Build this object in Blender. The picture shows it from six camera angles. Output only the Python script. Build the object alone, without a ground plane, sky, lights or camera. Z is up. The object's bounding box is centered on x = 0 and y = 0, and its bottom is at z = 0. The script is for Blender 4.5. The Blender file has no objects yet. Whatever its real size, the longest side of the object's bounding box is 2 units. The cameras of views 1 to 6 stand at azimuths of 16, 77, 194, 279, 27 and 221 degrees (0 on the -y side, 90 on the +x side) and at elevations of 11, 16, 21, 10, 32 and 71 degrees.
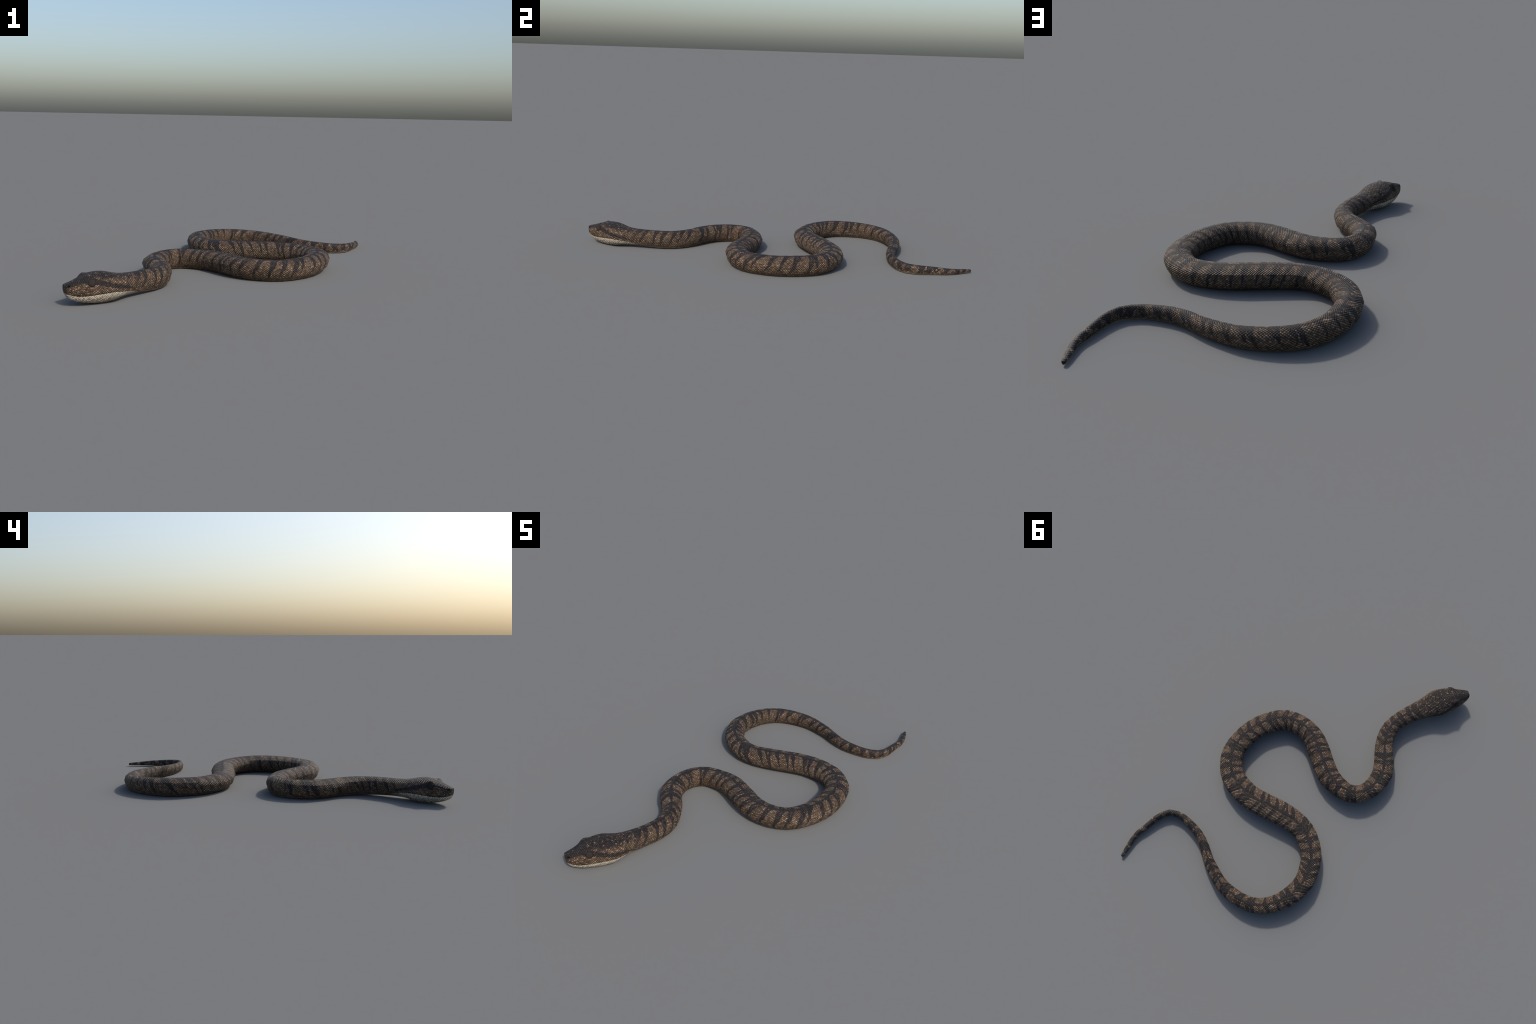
"""A heavy-bodied snake lying on the ground in S-bends, built as one lofted skin.

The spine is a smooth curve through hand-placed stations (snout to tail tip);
every station carries a width, a top height and a belly height.  Cross-sections
are lofted along it, small keeled scales are raised on the skin in a diamond
lattice, and the skin is then cut into head, lower jaw, neck, trunk and tail.
"""
import bpy
import numpy as np

# ------------------------------------------------------------------ spine ---
# (x, y, half width, back height) of the body axis on the ground plan, every 7.5 cm or so
SPINE = [
    (-0.462, -0.999, 0.0150, 0.0900), (-0.418, -0.938, 0.0530, 0.1150), (-0.376, -0.875, 0.0762, 0.1300),
    (-0.337, -0.812, 0.0739, 0.1200), (-0.303, -0.746, 0.0547, 0.1070), (-0.271, -0.678, 0.0480, 0.1050),
    (-0.246, -0.607, 0.0459, 0.1017), (-0.236, -0.533, 0.0462, 0.0992), (-0.255, -0.461, 0.0477, 0.0977),
    (-0.294, -0.398, 0.0513, 0.0971), (-0.341, -0.339, 0.0550, 0.0971), (-0.372, -0.270, 0.0541, 0.0974),
    (-0.378, -0.197, 0.0515, 0.0980), (-0.355, -0.125, 0.0494, 0.0980), (-0.300, -0.076, 0.0511, 0.0973),
    (-0.225, -0.068, 0.0554, 0.0971), (-0.150, -0.080, 0.0605, 0.0976), (-0.083, -0.115, 0.0621, 0.0980),
    (-0.020, -0.156, 0.0626, 0.0984), (0.045, -0.195, 0.0622, 0.0983), (0.115, -0.216, 0.0607, 0.0983),
    (0.189, -0.215, 0.0595, 0.0980), (0.258, -0.190, 0.0602, 0.0976), (0.307, -0.136, 0.0616, 0.0975),
    (0.346, -0.070, 0.0613, 0.0984), (0.365, 0.000, 0.0613, 0.0995), (0.371, 0.076, 0.0611, 0.1001),
    (0.363, 0.149, 0.0610, 0.0995), (0.326, 0.214, 0.0623, 0.0981), (0.270, 0.264, 0.0642, 0.0969),
    (0.200, 0.289, 0.0660, 0.0973), (0.126, 0.297, 0.0665, 0.0983), (0.051, 0.288, 0.0673, 0.0992),
    (-0.022, 0.271, 0.0680, 0.0992), (-0.095, 0.256, 0.0667, 0.0984), (-0.170, 0.247, 0.0624, 0.0964),
    (-0.243, 0.255, 0.0589, 0.0948), (-0.309, 0.290, 0.0567, 0.0946), (-0.364, 0.338, 0.0545, 0.0951),
    (-0.400, 0.404, 0.0536, 0.0963), (-0.423, 0.476, 0.0517, 0.0967), (-0.418, 0.550, 0.0498, 0.0949),
    (-0.397, 0.622, 0.0462, 0.0918), (-0.358, 0.686, 0.0434, 0.0884), (-0.302, 0.736, 0.0412, 0.0850),
    (-0.231, 0.762, 0.0393, 0.0819), (-0.156, 0.770, 0.0369, 0.0781), (-0.082, 0.764, 0.0336, 0.0741),
    (-0.011, 0.739, 0.0307, 0.0705), (0.057, 0.709, 0.0278, 0.0675), (0.121, 0.669, 0.0251, 0.0646),
    (0.190, 0.638, 0.0233, 0.0613), (0.263, 0.624, 0.0208, 0.0579), (0.339, 0.623, 0.0179, 0.0548),
    (0.405, 0.651, 0.0162, 0.0515), (0.436, 0.717, 0.0157, 0.0471), (0.448, 0.791, 0.0144, 0.0405),
    (0.461, 0.865, 0.0138, 0.0321), (0.450, 0.939, 0.0122, 0.0240), (0.438, 1.000, 0.0095, 0.0190),
]
# head and neck: distance behind the snout, half width, top height, underside height
HEAD = [
    (0.009, 0.0135, 0.0900, 0.0680), (0.0112, 0.0190, 0.0930, 0.0580), (0.017, 0.0250, 0.0950, 0.0440),
    (0.030, 0.0325, 0.0985, 0.0310), (0.050, 0.0420, 0.1040, 0.0210), (0.075, 0.0510, 0.1125, 0.0130),
    (0.105, 0.0600, 0.1220, 0.0080), (0.140, 0.0700, 0.1280, 0.0050), (0.175, 0.0770, 0.1275, 0.0045),
    (0.205, 0.0780, 0.1220, 0.0070), (0.235, 0.0710, 0.1140, 0.0105), (0.270, 0.0605, 0.1065, 0.0125),
    (0.310, 0.0535, 0.1030, 0.0125), (0.360, 0.0495, 0.1020, 0.0105), (0.420, 0.0470, 0.1020, 0.0070),
    (0.500, 0.0460, 0.0990, 0.0020),
]
# mouth line and dark cheek band: distance behind the snout, height
LIP = [(0.0, 0.062), (0.02, 0.053), (0.05, 0.0455), (0.09, 0.0430), (0.13, 0.0465), (0.18, 0.0500), (0.21, 0.0490),
       (0.24, 0.0440), (0.27, 0.0390), (0.32, 0.0290), (0.36, 0.0150), (0.40, 0.0)]
BAND_LOW = [(0.0, 0.078), (0.017, 0.082), (0.041, 0.087), (0.078, 0.0955), (0.12, 0.0885), (0.16, 0.0790),
            (0.20, 0.0680), (0.25, 0.0580), (0.30, 0.0470), (0.34, 0.040)]
BAND_TOP = [(0.0, 0.090), (0.02, 0.095), (0.058, 0.108), (0.09, 0.125), (0.112, 0.118), (0.13, 0.109), (0.16, 0.0985),
            (0.20, 0.0855), (0.25, 0.0700), (0.30, 0.0540), (0.34, 0.040)]
SNOUT = np.array((-0.462, -0.9985, 0.0))
HEAD_AXIS = np.array((0.5902, 0.8073, 0.0))      # from snout to nape
HEAD_SIDE = np.array((-0.8073, 0.5902, 0.0))
START = 0.009                                    # the blunt snout face
ROW, COL = 0.0112, 0.0100                        # scale lattice: along, around
AROUND = 180
FACETS, RING = 12, 0.042                         # the body is gently faceted: sides per ring, ring spacing


def curve(table, x):
    t = np.array(table)
    # monotone-ish smooth interpolation: linear, then blurred by a short window
    acc = np.zeros_like(x)
    for o, wt in ((-1, .25), (0, .5), (1, .25)):
        acc += wt * np.interp(x + o * 0.008, t[:, 0], t[:, 1])
    return acc


def catmull(p, n):
    q = np.vstack([2 * p[0] - p[1], p, 2 * p[-1] - p[-2]])
    out = []
    for i in range(len(p) - 1):
        a, b, c, d = q[i:i + 4]
        t = np.linspace(0, 1, n, endpoint=False)[:, None]
        out.append(0.5 * (2 * b + (c - a) * t + (2 * a - 5 * b + 4 * c - d) * t**2 + (3 * b - a - 3 * c + d) * t**3))
    return np.vstack(out + [p[-1:]])


fine = catmull(np.array(SPINE), 40)
run = np.r_[0, np.cumsum(np.linalg.norm(np.diff(fine[:, :2], axis=0), axis=1))]
LENGTH = run[-1]
st = np.unique(np.round(np.r_[np.arange(START, 0.018, 0.0007), np.arange(0.018, 0.34, 0.00125), np.arange(0.34, LENGTH - 0.004, 0.00185),
                              np.linspace(LENGTH - 0.004, LENGTH, 5)], 6))
ax = np.stack([np.interp(st, run, fine[:, k]) for k in range(2)], 1)
tan = np.gradient(ax, st, axis=0)
k = 12                                            # soften the heading
pad = np.vstack([np.repeat(tan[:1], k, 0), tan, np.repeat(tan[-1:], k, 0)])
tan = sum(pad[i:i + len(st)] for i in range(2 * k + 1))
tan /= np.linalg.norm(tan, axis=1)[:, None]
lat = np.stack([-tan[:, 1], tan[:, 0]], 1)

half = np.interp(st, run, fine[:, 2])
top, low = np.interp(st, run, fine[:, 3]), np.zeros_like(st)
H = np.array(HEAD)


def smooth_table(col):
    # Catmull-Rom through the head stations, read back at st
    f = catmull(np.stack([H[:, 0], H[:, col]], 1), 16)
    return np.interp(st, f[:, 0], f[:, 1])


mix = np.clip((st - 0.42) / 0.22, 0, 1)
mix = mix * mix * (3 - 2 * mix)
half = smooth_table(1) * (1 - mix) + half * mix
top = smooth_table(2) * (1 - mix) + top * mix
low = smooth_table(3) * (1 - mix) + low * mix
tip = np.clip((st - (LENGTH - 0.17)) / 0.17, 0, 1)
low = low + 0.0025 * tip                            # tail tip lifts a little
tailend = np.sqrt(np.clip((LENGTH - st) / 0.012, 0, 1))
half, top, low = half * (0.55 + 0.45 * tailend), low + (top - low) * (0.80 + 0.20 * tailend), low

# -------------------------------------------------------------- sections ---
th = np.arange(AROUND) * 2 * np.pi / AROUND        # 0 = back, pi = belly
headness = np.clip(1 - (st - 0.20) / 0.12, 0, 1)
headness = headness * headness * (3 - 2 * headness)


def power(v, e):
    return np.sign(v) * np.abs(v) ** e


wide_at = 0.58 * (1 - headness) + 0.46 * headness      # height of the widest level
mid = low + (top - low) * wide_at
up, down = top - mid, mid - low
e_up = (2 / (2.0 + 0.35 * headness + 1.2 * np.exp(-(st - START) / 0.012)))[:, None]
e_lo = (1.3 - 0.34 * headness)[:, None]                # flanks tuck in under the body, less so under the jaw
c, s_ = np.cos(th)[None, :], np.sin(th)[None, :]
side = np.where(c >= 0, power(s_, e_up), power(s_, e_lo))
zz = np.where(c >= 0, up[:, None] * power(c, e_up), down[:, None] * 1.2 * c)
zz = np.maximum(zz, -down[:, None] + 0.08 * (zz + down[:, None]))      # flattened belly
zz = np.maximum(zz, -down[:, None])
Z = mid[:, None] + zz
X = half[:, None] * side

hd, lift = st[:, None], Z
lipz = curve(LIP, st)[:, None]
under = 1 / (1 + np.exp(-(lipz - Z) / 0.0009))
fade = np.clip((0.215 - hd) / 0.05, 0, 1) * np.clip((hd - START) / 0.006, 0, 1)
X = X * (1 - under * fade * np.clip(0.0045 / np.maximum(half[:, None], 0.01), 0, 0.14))       # lower jaw sits inside the lip
groove = np.exp(-((Z - lipz) / 0.0016) ** 2) * np.clip((0.20 - hd) / 0.03, 0, 1)
X = X * (1 - 0.035 * groove)
# brow ridge over the eye, cheek hollow in front of it, nostril pits
ridge = np.exp(-((hd - 0.106) / 0.020) ** 2 - ((np.abs(X) - 0.046) / 0.013) ** 2) * (Z > mid[:, None])
Z = Z + 0.0140 * ridge
hollow = np.exp(-((hd - 0.060) / 0.022) ** 2 - ((Z - 0.092) / 0.010) ** 2)
X = X * (1 - 0.07 * hollow)
pit = np.exp(-((hd - 0.0200) / 0.0036) ** 2 - ((Z - 0.0870) / 0.0032) ** 2)
X = X * (1 - 0.28 * pit)
# skin fold on the inside of the first bend and gentle muscle lumps
X = X + np.where(X < 0, -1, 0) * 0
fold = np.exp(-((hd - 0.815) / 0.020) ** 2) * np.clip(X / half[:, None], 0, 1)
lump = (np.sin(st * 61.0) + np.sin(st * 97.0 + 1.3) + np.sin(st * 37.0 + 0.4))[:, None]
X = X * (1 + 0.006 * lump * mix[:, None]) + 0.007 * fold

B = np.empty((len(st), AROUND, 3))
B[..., 0] = ax[:, None, 0] + lat[:, None, 0] * X
B[..., 1] = ax[:, None, 1] + lat[:, None, 1] * X
B[..., 2] = Z


def grid_normals(P):
    du = np.gradient(P, axis=0)
    dv = np.roll(P, -1, 1) - np.roll(P, 1, 1)
    n = np.cross(du, dv)
    n /= np.linalg.norm(n, axis=2)[..., None] + 1e-12
    c0 = P.mean(1, keepdims=True)
    if np.sum(n * (P - c0)) < 0:
        n = -n
    return n


# the body is carried by a coarse cage: flat panels between rings, shaded smooth
ring_s = np.r_[np.arange(START, LENGTH - 0.02, RING), LENGTH]
Cx, Cz = X.copy(), Z.copy()
grow = 1.0 + 0.016 * mix[:, None]
Cx, Cz = X * grow, mid[:, None] + (Z - mid[:, None]) * np.where(Z > mid[:, None], grow, 1.0)
C = np.stack([ax[:, None, 0] + lat[:, None, 0] * Cx, ax[:, None, 1] + lat[:, None, 1] * Cx, Cz], -1)
near = np.clip(np.searchsorted(st, ring_s), 0, len(st) - 1)
cage = C[near][:, :: AROUND // FACETS]
kk = AROUND // FACETS
f_ = (np.arange(AROUND) % kk / kk)[None, :, None]
jA = np.arange(AROUND) // kk
panel = cage[:, jA] * (1 - f_) + cage[:, (jA + 1) % FACETS] * f_
seg = np.clip(np.searchsorted(st[near], st, side="right") - 1, 0, len(near) - 2)
g_ = ((st - st[near][seg]) / (st[near][seg + 1] - st[near][seg]))[:, None, None]
flat = panel[seg] * (1 - g_) + panel[seg + 1] * g_
facet = (np.clip((st - 0.30) / 0.10, 0, 1) * np.clip((LENGTH - st) / 0.03, 0, 1))[:, None, None]
F = B * (1 - facet) + flat * facet

# ------------------------------------------------- distance round the girth ---
step = np.linalg.norm(np.roll(B, -1, 1) - B, axis=2)
cum = np.concatenate([np.zeros((len(st), 1)), np.cumsum(step, 1)], 1)
full = cum[:, -1:]
go = cum[:, :-1]
signed = np.where(th[None, :] <= np.pi, go, go - full)       # metres from the back line, left positive
girth = np.repeat(full / 2, AROUND, 1)
along = np.repeat(st[:, None], AROUND, 1)

# ------------------------------------------------------------ scale relief ---
wa, wb = 0.0007 * np.sin(83 * along + 61 * signed), 0.0006 * np.sin(190 * signed - 47 * along + 1.0)
wc = 0.0006 * np.sin(71 * along - 97 * signed + 2.0)
u = (along + wa + wb) / ROW + (np.abs(signed) + wc) / COL
v = (along + wa + wb) / ROW - (np.abs(signed) + wc) / COL
du_, dv_ = u - np.round(u), v - np.round(v)
dome = np.clip(1 - 2.0 * np.sqrt(du_**2 + dv_**2), -0.4, 1)
keel = 0.35 * (du_ + dv_)                                     # rear edge stands up
relief = np.clip(dome, -0.4, 0.75) + keel
belly = np.clip((np.abs(signed) / girth - 0.80) / 0.05, 0, 1)
plates = 0.5 - np.abs(along / 0.016 - np.floor(along / 0.016))
relief = relief * (1 - belly) + plates * belly
height = 0.0005 * (1 - 0.6 * np.clip((st - 3.5) / 0.7, 0, 1))[:, None] * relief * np.clip((st - START) / 0.02, 0, 1)[:, None] * np.clip((LENGTH - st) / 0.05, 0.0, 1)[:, None]
NB = grid_normals(B)
N = grid_normals(B + NB * height[..., None])
P = F + NB * height[..., None]
P[..., 2] = np.maximum(P[..., 2], 0.0)

rings, m = len(st), AROUND
verts = np.vstack([P.reshape(-1, 3), P[0].mean(0)[None] - np.r_[HEAD_AXIS[:2] * 0.0006, 0][None], P[-1].mean(0)[None]])
normals = np.vstack([N.reshape(-1, 3), -HEAD_AXIS[None], np.r_[tan[-1], 0][None]])
i, j = np.meshgrid(np.arange(rings - 1), np.arange(m), indexing="ij")
j2 = (j + 1) % m
quads = np.stack([i * m + j, i * m + j2, (i + 1) * m + j2, (i + 1) * m + j], -1).reshape(-1, 4)
f0 = verts[quads[5000]]
if np.dot(np.cross(f0[1] - f0[0], f0[2] - f0[1]), normals[quads[5000, 0]]) < 0:
    quads = quads[:, ::-1]
jj = np.arange(m)
front = np.stack([np.full(m, rings * m), jj, (jj + 1) % m], 1)
back = np.stack([np.full(m, rings * m + 1), (rings - 1) * m + (jj + 1) % m, (rings - 1) * m + jj], 1)
S_all = np.r_[along.ravel(), 0, LENGTH]
W_all = np.r_[signed.ravel(), 0, 0]
G_all = np.r_[girth.ravel(), girth[0, 0], girth[-1, 0]]

q_s = S_all[quads].mean(1)
q_z = verts[quads][:, :, 2].mean(1)
NECK, TRUNK, TAIL = 0.29, 0.62, 3.72
is_jaw = (q_s < 0.20) & (q_z < np.interp(q_s, *np.array(LIP).T))


# --------------------------------------------------------------- materials ---
class Nodes:
    def __init__(self, name):
        self.mat = bpy.data.materials.new(name)
        self.mat.use_nodes = True
        self.t = self.mat.node_tree
        self.bsdf = self.t.nodes["Principled BSDF"]

    def new(self, kind, **props):
        n = self.t.nodes.new(kind)
        for key, val in props.items():
            setattr(n, key, val)
        return n

    def put(self, socket, val):
        if isinstance(val, bpy.types.NodeSocket):
            self.t.links.new(val, socket)
        elif val is not None:
            socket.default_value = val

    def m(self, op, a, b=None, c=None, clamp=False):
        n = self.new("ShaderNodeMath", operation=op, use_clamp=clamp)
        for sock, val in zip(n.inputs, (a, b, c)):
            self.put(sock, val)
        return n.outputs[0]

    def add(self, a, b): return self.m("ADD", a, b)
    def sub(self, a, b): return self.m("SUBTRACT", a, b)
    def mul(self, a, b): return self.m("MULTIPLY", a, b)
    def div(self, a, b): return self.m("DIVIDE", a, b)
    def max(self, a, b): return self.m("MAXIMUM", a, b)
    def min(self, a, b): return self.m("MINIMUM", a, b)
    def abs(self, a): return self.m("ABSOLUTE", a)

    def step(self, x, lo, hi, a=0.0, b=1.0):
        n = self.new("ShaderNodeMapRange", interpolation_type="SMOOTHSTEP")
        for sock, val in zip(n.inputs, (x, lo, hi, a, b)):
            self.put(sock, val)
        return n.outputs[0]

    def lin(self, x, lo, hi, a=0.0, b=1.0):
        n = self.new("ShaderNodeMapRange")
        for sock, val in zip(n.inputs, (x, lo, hi, a, b)):
            self.put(sock, val)
        return n.outputs[0]

    def xyz(self, x=0.0, y=0.0, z=0.0):
        n = self.new("ShaderNodeCombineXYZ")
        for sock, val in zip(n.inputs, (x, y, z)):
            self.put(sock, val)
        return n.outputs[0]

    def split(self, vec):
        n = self.new("ShaderNodeSeparateXYZ")
        self.put(n.inputs[0], vec)
        return n.outputs

    def attr(self, name):
        return self.new("ShaderNodeAttribute", attribute_name=name).outputs["Fac"]

    def dot(self, vec, d):
        n = self.new("ShaderNodeVectorMath", operation="DOT_PRODUCT")
        self.put(n.inputs[0], vec)
        n.inputs[1].default_value = d
        return n.outputs["Value"]

    def noise(self, vec, scale, detail=2.0, rough=0.5):
        n = self.new("ShaderNodeTexNoise")
        self.put(n.inputs["Vector"], vec)
        n.inputs["Scale"].default_value, n.inputs["Detail"].default_value, n.inputs["Roughness"].default_value = scale, detail, rough
        return n.outputs["Fac"]

    def noise1(self, w, scale, detail=1.0):
        n = self.new("ShaderNodeTexNoise", noise_dimensions="1D")
        self.put(n.inputs["W"], w)
        n.inputs["Scale"].default_value, n.inputs["Detail"].default_value = scale, detail
        return n.outputs["Fac"]

    def white(self, vec):
        n = self.new("ShaderNodeTexWhiteNoise", noise_dimensions="3D")
        self.put(n.inputs[0], vec)
        return n.outputs["Value"]

    def vor1(self, w, scale, random=0.8):
        n = self.new("ShaderNodeTexVoronoi", voronoi_dimensions="1D")
        self.put(n.inputs["W"], w)
        n.inputs["Scale"].default_value, n.inputs["Randomness"].default_value = scale, random
        rgb = self.new("ShaderNodeSeparateColor")
        self.put(rgb.inputs[0], n.outputs["Color"])
        return n.outputs["Distance"], rgb.outputs

    def mix(self, f, a, b):
        n = self.new("ShaderNodeMix", data_type="RGBA")
        self.put(n.inputs["Factor"], f)
        for sock, val in ((n.inputs[6], a), (n.inputs[7], b)):
            self.put(sock, (*val, 1) if isinstance(val, tuple) and len(val) == 3 else val)
        return n.outputs[2]

    def scale_rgb(self, col, f):
        n = self.new("ShaderNodeVectorMath", operation="SCALE")
        self.put(n.inputs[0], col)
        self.put(n.inputs["Scale"], f)
        return n.outputs[0]

    def ramp(self, x, stops):
        n = self.new("ShaderNodeValToRGB")
        self.put(n.inputs[0], x)
        e = n.color_ramp.elements
        while len(e) < len(stops):
            e.new(0.5)
        for el, (pos, col) in zip(e, stops):
            el.position, el.color = pos, (*col, 1)
        return n.outputs[0]

    def profile(self, x, table, span=0.5, tall=0.2):
        """height(h) read off a float curve"""
        n = self.new("ShaderNodeFloatCurve")
        self.put(n.inputs["Value"], self.div(x, span))
        cv = n.mapping.curves[0]
        pts = [(a / span, b / tall) for a, b in table]
        cv.points[0].location, cv.points[1].location = pts[0], pts[-1]
        for q in pts[1:-1]:
            cv.points.new(*q)
        n.mapping.update()
        return self.mul(n.outputs[0], tall)


def skin():
    k = Nodes("scaly_skin")
    s, w, g = k.attr("along_body"), k.attr("around_body"), k.attr("half_girth")
    obj = k.new("ShaderNodeTexCoord").outputs["Object"]
    hx = k.dot(obj, tuple(HEAD_AXIS))
    hx = k.sub(hx, float(SNOUT @ HEAD_AXIS))
    hl = k.abs(k.sub(k.dot(obj, tuple(HEAD_SIDE)), float(SNOUT @ HEAD_SIDE)))
    z = k.split(obj)[2]

    # --- one cell per scale
    sn = lambda p, q, ph, amp: k.mul(k.m("SINE", k.add(k.add(k.mul(s, p), k.mul(w, q)), ph)), amp)
    a = k.div(k.add(s, k.add(sn(83.0, 61.0, 0.0, 0.0007), sn(-47.0, 190.0, 1.0, 0.0006))), ROW)
    b = k.div(k.add(k.abs(w), sn(71.0, -97.0, 2.0, 0.0006)), COL)
    side = k.mul(k.m("SIGN", w), 500.0)
    vor = k.new("ShaderNodeTexVoronoi", voronoi_dimensions="3D")
    lu, lv = k.add(a, b), k.sub(a, b)
    k.put(vor.inputs["Vector"], k.xyz(lu, lv, side))
    vor.inputs["Scale"].default_value, vor.inputs["Randomness"].default_value = 1.0, 0.0
    fu, fv = k.abs(k.sub(lu, k.m("ROUND", lu))), k.abs(k.sub(lv, k.m("ROUND", lv)))
    d = vor.outputs["Distance"]
    rgb = k.new("ShaderNodeSeparateColor")
    k.put(rgb.inputs[0], vor.outputs["Color"])
    r1, r2, r3 = rgb.outputs
    pu, pv, _ = k.split(vor.outputs["Position"])
    cs = k.mul(k.add(pu, pv), ROW / 2)
    cw = k.mul(k.mul(k.sub(pu, pv), COL / 2), k.m("SIGN", w))
    # pattern follows whole scales mostly, but not slavishly
    cs = k.add(k.mul(cs, 0.22), k.mul(s, 0.78))
    cw = k.add(k.mul(cw, 0.22), k.mul(w, 0.78))

    # --- dark saddle: a back line with tapering bars down both flanks
    aw = k.div(k.mul(k.abs(cw), 0.165), g)
    sgn = k.m("SIGN", w)
    wob = k.sub(k.noise(k.xyz(cs, k.mul(cw, 0.8), 0.0), 26.0, 2.0), 0.5)
    tailward = k.step(s, 3.5, 4.1)
    slant = k.add(k.mul(k.sub(k.noise1(s, 2.6), 0.5), 1.6), 0.30)
    slant = k.mul(slant, k.sub(1.0, k.mul(tailward, 0.85)))
    sp = k.add(k.add(cs, k.mul(slant, aw)), k.mul(wob, 0.022))
    sp = k.add(sp, k.mul(sgn, k.mul(k.sub(k.noise1(s, 6.0), 0.5), 0.022)))

    # triangles hanging from the back line, many hollow so that they read as a V
    dist, rnd = k.vor1(sp, 1.0 / 0.053, 0.72)
    reach = k.lin(rnd[0], 0.0, 1.0, 0.085, 0.150)
    base = k.mul(k.mul(k.lin(rnd[1], 0.0, 1.0, 0.21, 0.38), 0.060), k.add(1.0, k.mul(tailward, 0.30)))
    ragged = k.mul(k.sub(k.noise(k.xyz(cs, cw, 2.0), 75.0, 2.0), 0.5), 0.006)
    wedge = k.mul(base, k.m("POWER", k.max(k.sub(1.0, k.div(aw, reach)), 0.0), 0.85))
    inside = k.add(k.sub(wedge, k.mul(dist, 0.053)), ragged)
    big = k.mul(k.step(inside, -0.0008, 0.0010), k.step(k.sub(reach, aw), -0.001, 0.004))
    wall = k.lin(rnd[0], 0.0, 1.0, 0.0140, 0.0105)
    wall = k.add(wall, k.mul(tailward, 0.010))
    hollow = k.mul(k.step(inside, wall, k.add(wall, 0.0018)), k.mul(k.step(rnd[2], 0.34, 0.38), k.step(aw, 0.011, 0.014)))
    big = k.mul(big, k.sub(1.0, hollow))
    # thin short streaks between them
    dist2, rnd2 = k.vor1(k.add(sp, 3.3), 1.0 / 0.041, 0.8)
    reach2 = k.lin(rnd2[0], 0.0, 1.0, 0.000, 0.060)
    thin = k.mul(k.lin(rnd2[1], 0.0, 1.0, 0.04, 0.15), k.max(k.sub(1.0, k.div(aw, reach2)), 0.0))
    small = k.step(k.add(k.sub(thin, dist2), k.mul(ragged, 6.0)), 0.0, 0.03)
    small = k.mul(small, k.step(k.sub(reach2, aw), -0.001, 0.004))
    line = k.lin(k.noise1(s, 22.0, 2.0), 0.3, 0.7, 0.005, 0.010)
    dark = k.max(k.max(big, small), k.step(k.sub(k.add(line, ragged), aw), -0.001, 0.0015))
    # the lower flank stays light
    dark = k.mul(dark, k.step(aw, 0.128, 0.105))
    islands = k.step(r3, 0.90, 0.98, 0.0, 0.30)
    dark = k.mul(dark, k.sub(1.0, k.mul(islands, k.step(aw, 0.012, 0.03))))
    stain = k.step(k.noise(k.xyz(s, w, 5.0), 34.0, 2.0), 0.62, 0.74, 0.0, 0.3)
    blotch = k.step(k.add(k.noise(k.xyz(s, w, 8.0), 42.0, 2.0), k.mul(tailward, 0.06)), 0.60, 0.63)
    dark = k.max(dark, k.max(k.mul(stain, k.step(aw, 0.05, 0.02)), k.mul(blotch, tailward)))

    # --- head marks, in head coordinates
    on_head = k.step(s, 0.36, 0.28)
    lip = k.profile(hx, LIP)
    b_lo, b_hi = k.profile(hx, BAND_LOW), k.profile(hx, BAND_TOP)
    jag = k.mul(k.sub(r2, 0.5), 0.004)
    zj = k.add(z, jag)
    band = k.mul(k.step(k.sub(zj, b_lo), -0.0025, 0.0), k.step(k.sub(b_hi, zj), -0.0025, 0.0))
    band = k.mul(band, k.step(hx, 0.335, 0.30))
    crown_n = k.noise(k.xyz(k.mul(hx, 1.0), k.mul(hl, 1.2), 0.0), 38.0, 3.0, 0.6)
    crown_edge = k.lin(hx, 0.10, 0.30, 0.117, 0.088)
    crown = k.step(k.add(k.sub(z, crown_edge), k.mul(k.sub(crown_n, 0.5), 0.05)), -0.003, 0.004)
    crown = k.max(crown, k.mul(k.step(hx, 0.10, 0.085), k.step(k.sub(zj, b_lo), -0.001, 0.001)))
    speck = k.step(k.add(r3, k.mul(k.sub(crown_n, 0.5), 0.9)), 0.66, 0.90)
    tip_tan = k.mul(k.step(hx, 0.040, 0.012), k.step(k.sub(z, b_hi), -0.003, 0.004))
    speck = k.max(speck, k.mul(tip_tan, k.step(r1, 0.25, 0.6)))
    crown = k.mul(crown, k.sub(1.0, k.mul(speck, 0.85)))
    cheek_n = k.step(k.noise(k.xyz(hx, hl, z), 60.0, 2.0), 0.60, 0.70, 0.0, 0.75)
    head_dark = k.max(k.max(band, crown), cheek_n)
    front = k.mul(k.step(hx, 0.017, 0.013), 0.40)
    head_dark = k.max(head_dark, front)
    headdark_mix = k.new("ShaderNodeMix", data_type="FLOAT")
    k.put(headdark_mix.inputs[0], on_head)
    k.put(headdark_mix.inputs[2], dark)
    k.put(headdark_mix.inputs[3], head_dark)
    dark = headdark_mix.outputs[0]

    # --- colours, one tint per scale
    tan = k.ramp(r1, [(0.0, (0.060, 0.038, 0.024)), (0.30, (0.094, 0.062, 0.040)), (0.62, (0.124, 0.084, 0.055)),
                      (0.86, (0.165, 0.113, 0.075)), (1.0, (0.235, 0.166, 0.118))])
    patch = k.lin(k.noise(k.xyz(s, w, 9.0), 24.0, 2.0), 0.3, 0.7, 0.82, 1.15)
    tan = k.scale_rgb(tan, patch)
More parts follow.
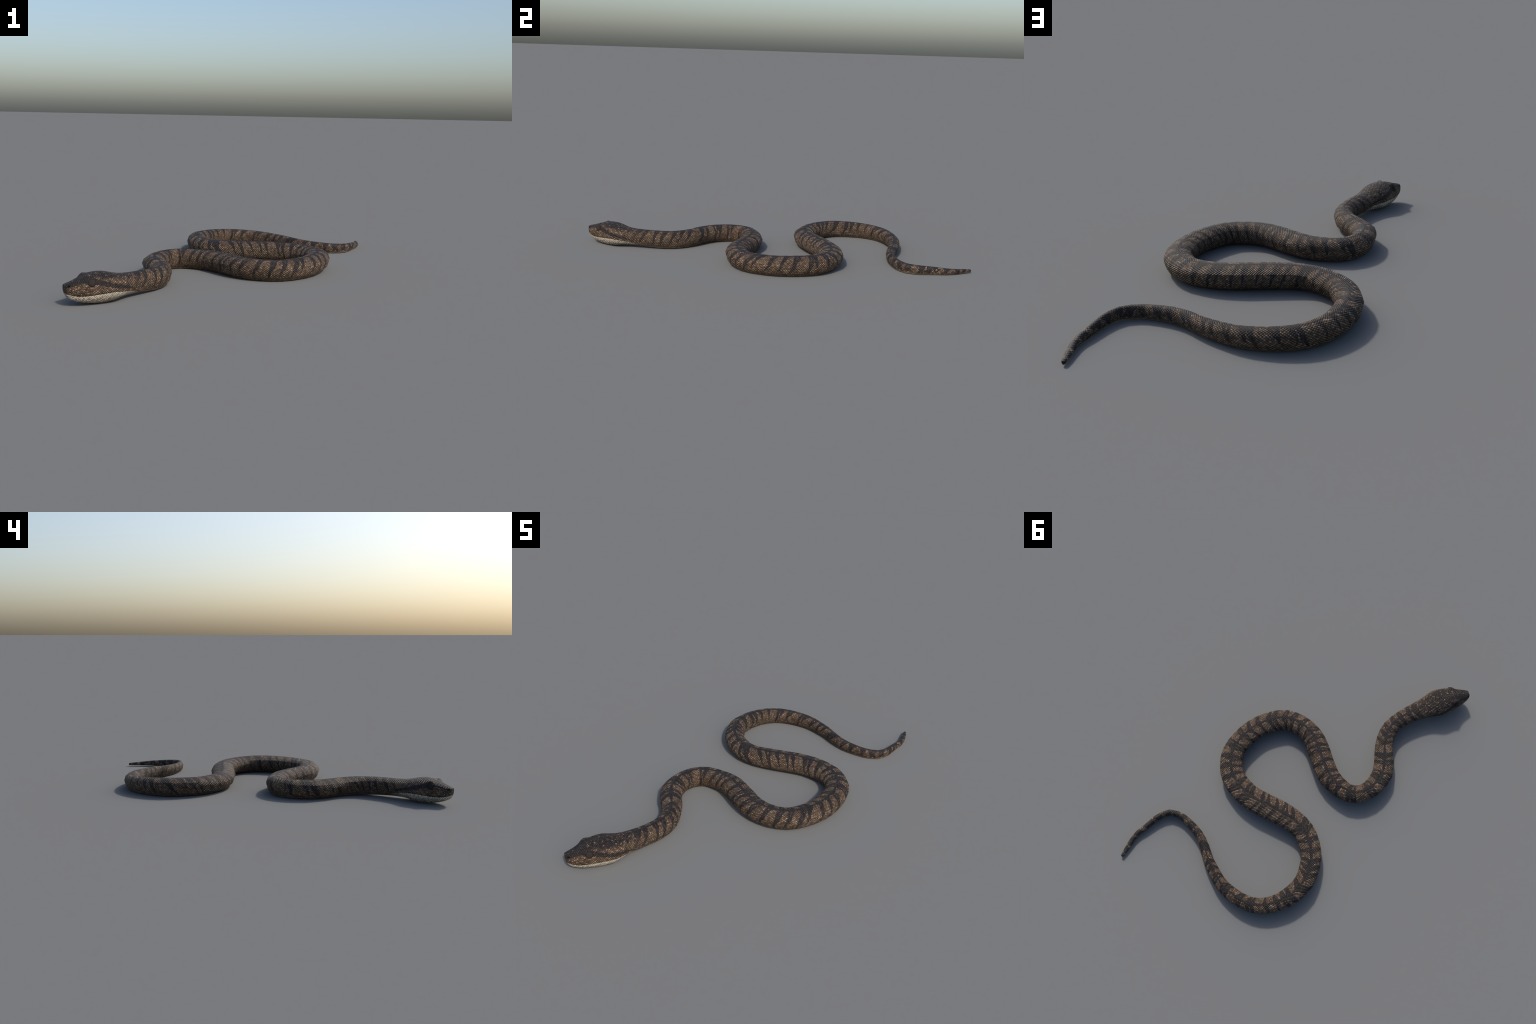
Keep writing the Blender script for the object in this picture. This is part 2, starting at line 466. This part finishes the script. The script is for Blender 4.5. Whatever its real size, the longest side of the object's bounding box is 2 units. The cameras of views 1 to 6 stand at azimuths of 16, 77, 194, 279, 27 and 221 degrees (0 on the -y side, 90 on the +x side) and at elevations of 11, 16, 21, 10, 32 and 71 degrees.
    drk = k.ramp(r2, [(0.0, (0.017, 0.014, 0.013)), (0.6, (0.024, 0.019, 0.018)), (1.0, (0.044, 0.033, 0.028))])
    mott = k.lin(k.noise(obj, 210.0, 2.0, 0.6), 0.30, 0.72, 0.45, 1.65)
    mott = k.add(k.mul(on_head, mott), k.sub(1.0, on_head))
    tan = k.scale_rgb(tan, mott)
    col = k.mix(dark, tan, drk)
    # colour dark between scales, pale in the middle of each
    gu, gv = k.step(fu, 0.26, 0.50), k.step(fv, 0.26, 0.50)
    bead = k.step(k.add(d, k.mul(k.sub(k.noise(k.xyz(s, w, 3.0), 150.0, 2.0), 0.5), 0.30)), 0.62, 0.08)
    shade = k.mix(dark, k.ramp(bead, [(0.0, (0.36, 0.34, 0.34)), (0.5, (0.86, 0.86, 0.86)), (1.0, (1.50, 1.48, 1.45))]),
                  k.ramp(bead, [(0.0, (0.72, 0.70, 0.72)), (1.0, (1.18, 1.18, 1.15))]))
    tint = k.new("ShaderNodeVectorMath", operation="MULTIPLY")
    k.put(tint.inputs[0], col)
    k.put(tint.inputs[1], shade)
    col = k.scale_rgb(tint.outputs[0], k.sub(1.0, k.mul(gu, 0.22)))
    # pale belly
    ven = k.step(k.div(k.abs(w), g), 0.80, 0.88)
    ven = k.mul(ven, k.step(s, 0.20, 0.40))
    ven = k.max(ven, k.mul(k.step(k.div(k.abs(w), g), 0.66, 0.72), k.step(s, LENGTH - 0.085, LENGTH - 0.060)))
    col = k.mix(ven, col, k.scale_rgb(k.mix(r1, (0.24, 0.19, 0.13), (0.34, 0.28, 0.20)), 1.0))

    # --- white lower jaw, streaked along slanting scales
    q = k.add(k.sub(hx, k.mul(z, 1.15)), k.mul(k.sub(k.noise(obj, 60.0, 2.0), 0.5), 0.010))
    saw = k.m("FRACT", k.div(q, 0.0115))
    plate = k.mul(k.step(saw, 0.0, 0.22), k.step(saw, 1.0, 0.70))
    streak = k.noise(k.xyz(q, k.mul(z, 0.3), k.mul(hl, 0.3)), 210.0, 3.0, 0.6)
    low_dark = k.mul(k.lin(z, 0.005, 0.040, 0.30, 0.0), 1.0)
    fleck = k.lin(k.noise(obj, 110.0, 3.0, 0.65), 0.35, 0.65, -0.16, 0.16)
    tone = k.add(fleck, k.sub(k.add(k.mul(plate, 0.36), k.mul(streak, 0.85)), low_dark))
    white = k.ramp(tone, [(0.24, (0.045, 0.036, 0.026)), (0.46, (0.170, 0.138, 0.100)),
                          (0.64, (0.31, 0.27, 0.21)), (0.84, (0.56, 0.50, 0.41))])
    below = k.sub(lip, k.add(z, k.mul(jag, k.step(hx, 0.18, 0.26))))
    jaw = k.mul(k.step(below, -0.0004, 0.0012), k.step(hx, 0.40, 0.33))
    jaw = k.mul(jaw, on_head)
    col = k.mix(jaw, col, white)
    # mouth line and nostril
    mouth = k.mul(k.step(k.abs(k.sub(below, -0.0008)), 0.0030, 0.0006), k.step(hx, 0.235, 0.18))
    mouth = k.mul(mouth, k.step(hx, 0.004, 0.016))
    col = k.mix(k.mul(mouth, 0.9), col, (0.012, 0.009, 0.008))
    nd = k.add(k.m("POWER", k.div(k.sub(hx, 0.0200), 0.0056), 2.0), k.m("POWER", k.div(k.sub(z, 0.0872), 0.0044), 2.0))
    nos = k.mul(k.step(nd, 1.3, 0.6), k.step(hx, 0.05, 0.03))
    col = k.mix(nos, col, (0.004, 0.004, 0.004))

    k.put(k.bsdf.inputs["Base Color"], col)
    k.put(k.bsdf.inputs["Roughness"], k.lin(r2, 0.0, 1.0, 0.50, 0.66))
    k.bsdf.inputs["Specular IOR Level"].default_value = 0.22
    bump = k.new("ShaderNodeBump")
    bump.inputs["Strength"].default_value, bump.inputs["Distance"].default_value = 1.0, 0.0038
    rib = k.m("COSINE", k.mul(lu, 2 * np.pi))
    rung = k.m("COSINE", k.mul(lv, 2 * np.pi))
    tile = k.add(k.mul(rib, 0.54), k.add(k.mul(rung, 0.20), k.mul(k.mul(rib, rung), 0.16)))
    k.put(bump.inputs["Height"], k.add(k.mul(k.mul(tile, 0.5), k.mul(k.sub(1.0, k.mul(jaw, 0.65)), k.step(s, 3.5, 4.3, 1.0, 0.25))), k.mul(k.noise(obj, 420.0, 2.0), 0.22)))
    k.put(k.bsdf.inputs["Normal"], bump.outputs[0])
    return k.mat


def eye_skin():
    k = Nodes("dull_eye")
    obj = k.new("ShaderNodeTexCoord").outputs["Object"]
    n = k.noise(obj, 160.0, 2.0)
    k.put(k.bsdf.inputs["Base Color"], k.mix(n, (0.024, 0.019, 0.0185), (0.028, 0.022, 0.0215)))
    k.bsdf.inputs["Roughness"].default_value = 0.85
    k.bsdf.inputs["Specular IOR Level"].default_value = 0.15
    return k.mat


def eye_shadow_paint():
    k = Nodes("eye_shadow_dark")
    obj = k.new("ShaderNodeTexCoord").outputs["Object"]
    k.put(k.bsdf.inputs["Base Color"], k.mix(k.noise(obj, 300.0, 2.0), (0.008, 0.007, 0.007), (0.016, 0.014, 0.013)))  # near-black disc modelled behind the eye to draw the shadow along its lower side
    k.bsdf.inputs["Roughness"].default_value = 0.8
    k.bsdf.inputs["Specular IOR Level"].default_value = 0.15
    return k.mat


SKIN, EYE, EYE_SHADOW = skin(), eye_skin(), eye_shadow_paint()

# ------------------------------------------------------------------- parts ---
root = bpy.data.objects.new("snake", None)
root.empty_display_size = 0.2
root["label"] = "brown snake with dark back bars lying in S-bends"
root["category"] = "snake"
bpy.context.scene.collection.objects.link(root)


def part(name, faces4, faces3=None, parent=root):
    tri = np.zeros((0, 3), int) if faces3 is None else faces3
    used, inv = np.unique(np.r_[faces4.ravel(), tri.ravel()], return_inverse=True)
    n4 = faces4.size
    me = bpy.data.meshes.new(name)
    me.vertices.add(len(used))
    me.vertices.foreach_set("co", verts[used].astype(np.float32).ravel())
    me.loops.add(len(inv))
    me.loops.foreach_set("vertex_index", inv.astype(np.int32))
    n_faces = len(faces4) + len(tri)
    me.polygons.add(n_faces)
    starts = np.r_[np.arange(len(faces4)) * 4, n4 + np.arange(len(tri)) * 3].astype(np.int32)
    me.polygons.foreach_set("loop_start", starts)
    me.polygons.foreach_set("use_smooth", np.ones(n_faces, bool))
    for label, data in (("along_body", S_all), ("around_body", W_all), ("half_girth", G_all)):
        at = me.attributes.new(label, "FLOAT", "POINT")
        at.data.foreach_set("value", data[used].astype(np.float32))
    me.materials.append(SKIN)
    me.update(calc_edges=True)
    me.validate()
    me.normals_split_custom_set_from_vertices(normals[used].astype(np.float32))
    ob = bpy.data.objects.new(name, me)
    ob.parent = parent
    bpy.context.scene.collection.objects.link(ob)
    return ob


head = part("head", quads[(q_s < NECK) & ~is_jaw], front)
part("lower_jaw", quads[is_jaw])
part("neck", quads[(q_s >= NECK) & (q_s < TRUNK)])
part("trunk", quads[(q_s >= TRUNK) & (q_s < TAIL)])
part("tail", quads[q_s >= TAIL], back)


# -------------------------------------------------------------------- eyes ---
def lens_mesh(name, radius, depth, bulge, mat, segs=40, rows=14):
    """round button: an upper hemisphere flattened to `depth`, with a short skirt"""
    vs, fs = [(0, 0, depth)], []
    for r in range(1, rows + 1):
        a = r / rows * np.pi / 2
        for t in range(segs):
            b = t / segs * 2 * np.pi
            vs.append((radius * np.sin(a) ** bulge * np.cos(b), radius * np.sin(a) ** bulge * np.sin(b), depth * np.cos(a)))
    for t in range(segs):
        b = t / segs * 2 * np.pi
        vs.append((radius * 0.9 * np.cos(b), radius * 0.9 * np.sin(b), -0.008))
    fs += [(0, 1 + t, 1 + (t + 1) % segs) for t in range(segs)]
    for r in range(rows):
        o, p = 1 + r * segs, 1 + (r + 1) * segs
        fs += [(o + t, p + t, p + (t + 1) % segs, o + (t + 1) % segs) for t in range(segs)]
    me = bpy.data.meshes.new(name)
    me.from_pydata(vs, [], fs)
    me.polygons.foreach_set("use_smooth", np.ones(len(fs), bool))
    me.materials.append(mat)
    return me


from mathutils import Matrix, Vector  # noqa: E402

eye_mesh = lens_mesh("eye", 0.0150, 0.0052, 0.7, EYE)
shadow_disc_mesh = lens_mesh("eye_shadow_disc", 0.0170, 0.0034, 0.8, EYE_SHADOW)
ring_i = int(np.argmin(np.abs(st - 0.104)))
for sign in (1, -1):
    ring, nrm = B[ring_i], grid_normals(B)[ring_i]
    sel = np.where((np.sign(X[ring_i]) == sign) & (Z[ring_i] > 0.08))[0]
    q = sel[np.argmin(np.abs(ring[sel, 2] - 0.0980))]
    out = Vector(HEAD_SIDE * sign) * 0.90 - Vector(HEAD_AXIS) * 0.30 + Vector((0, 0, 0.28))
    out.normalize()
    zax = out
    xax = Vector(HEAD_AXIS).cross(zax).normalized()
    rot = Matrix((xax, zax.cross(xax), zax)).transposed().to_4x4()
    for mesh, sink in ((eye_mesh, 0.0010), (shadow_disc_mesh, 0.0012)):
        ob = bpy.data.objects.new(mesh.name, mesh)
        ob.parent = head
        ob.matrix_local = Matrix.Translation(Vector(ring[q]) - out * sink) @ rot
        bpy.context.scene.collection.objects.link(ob)
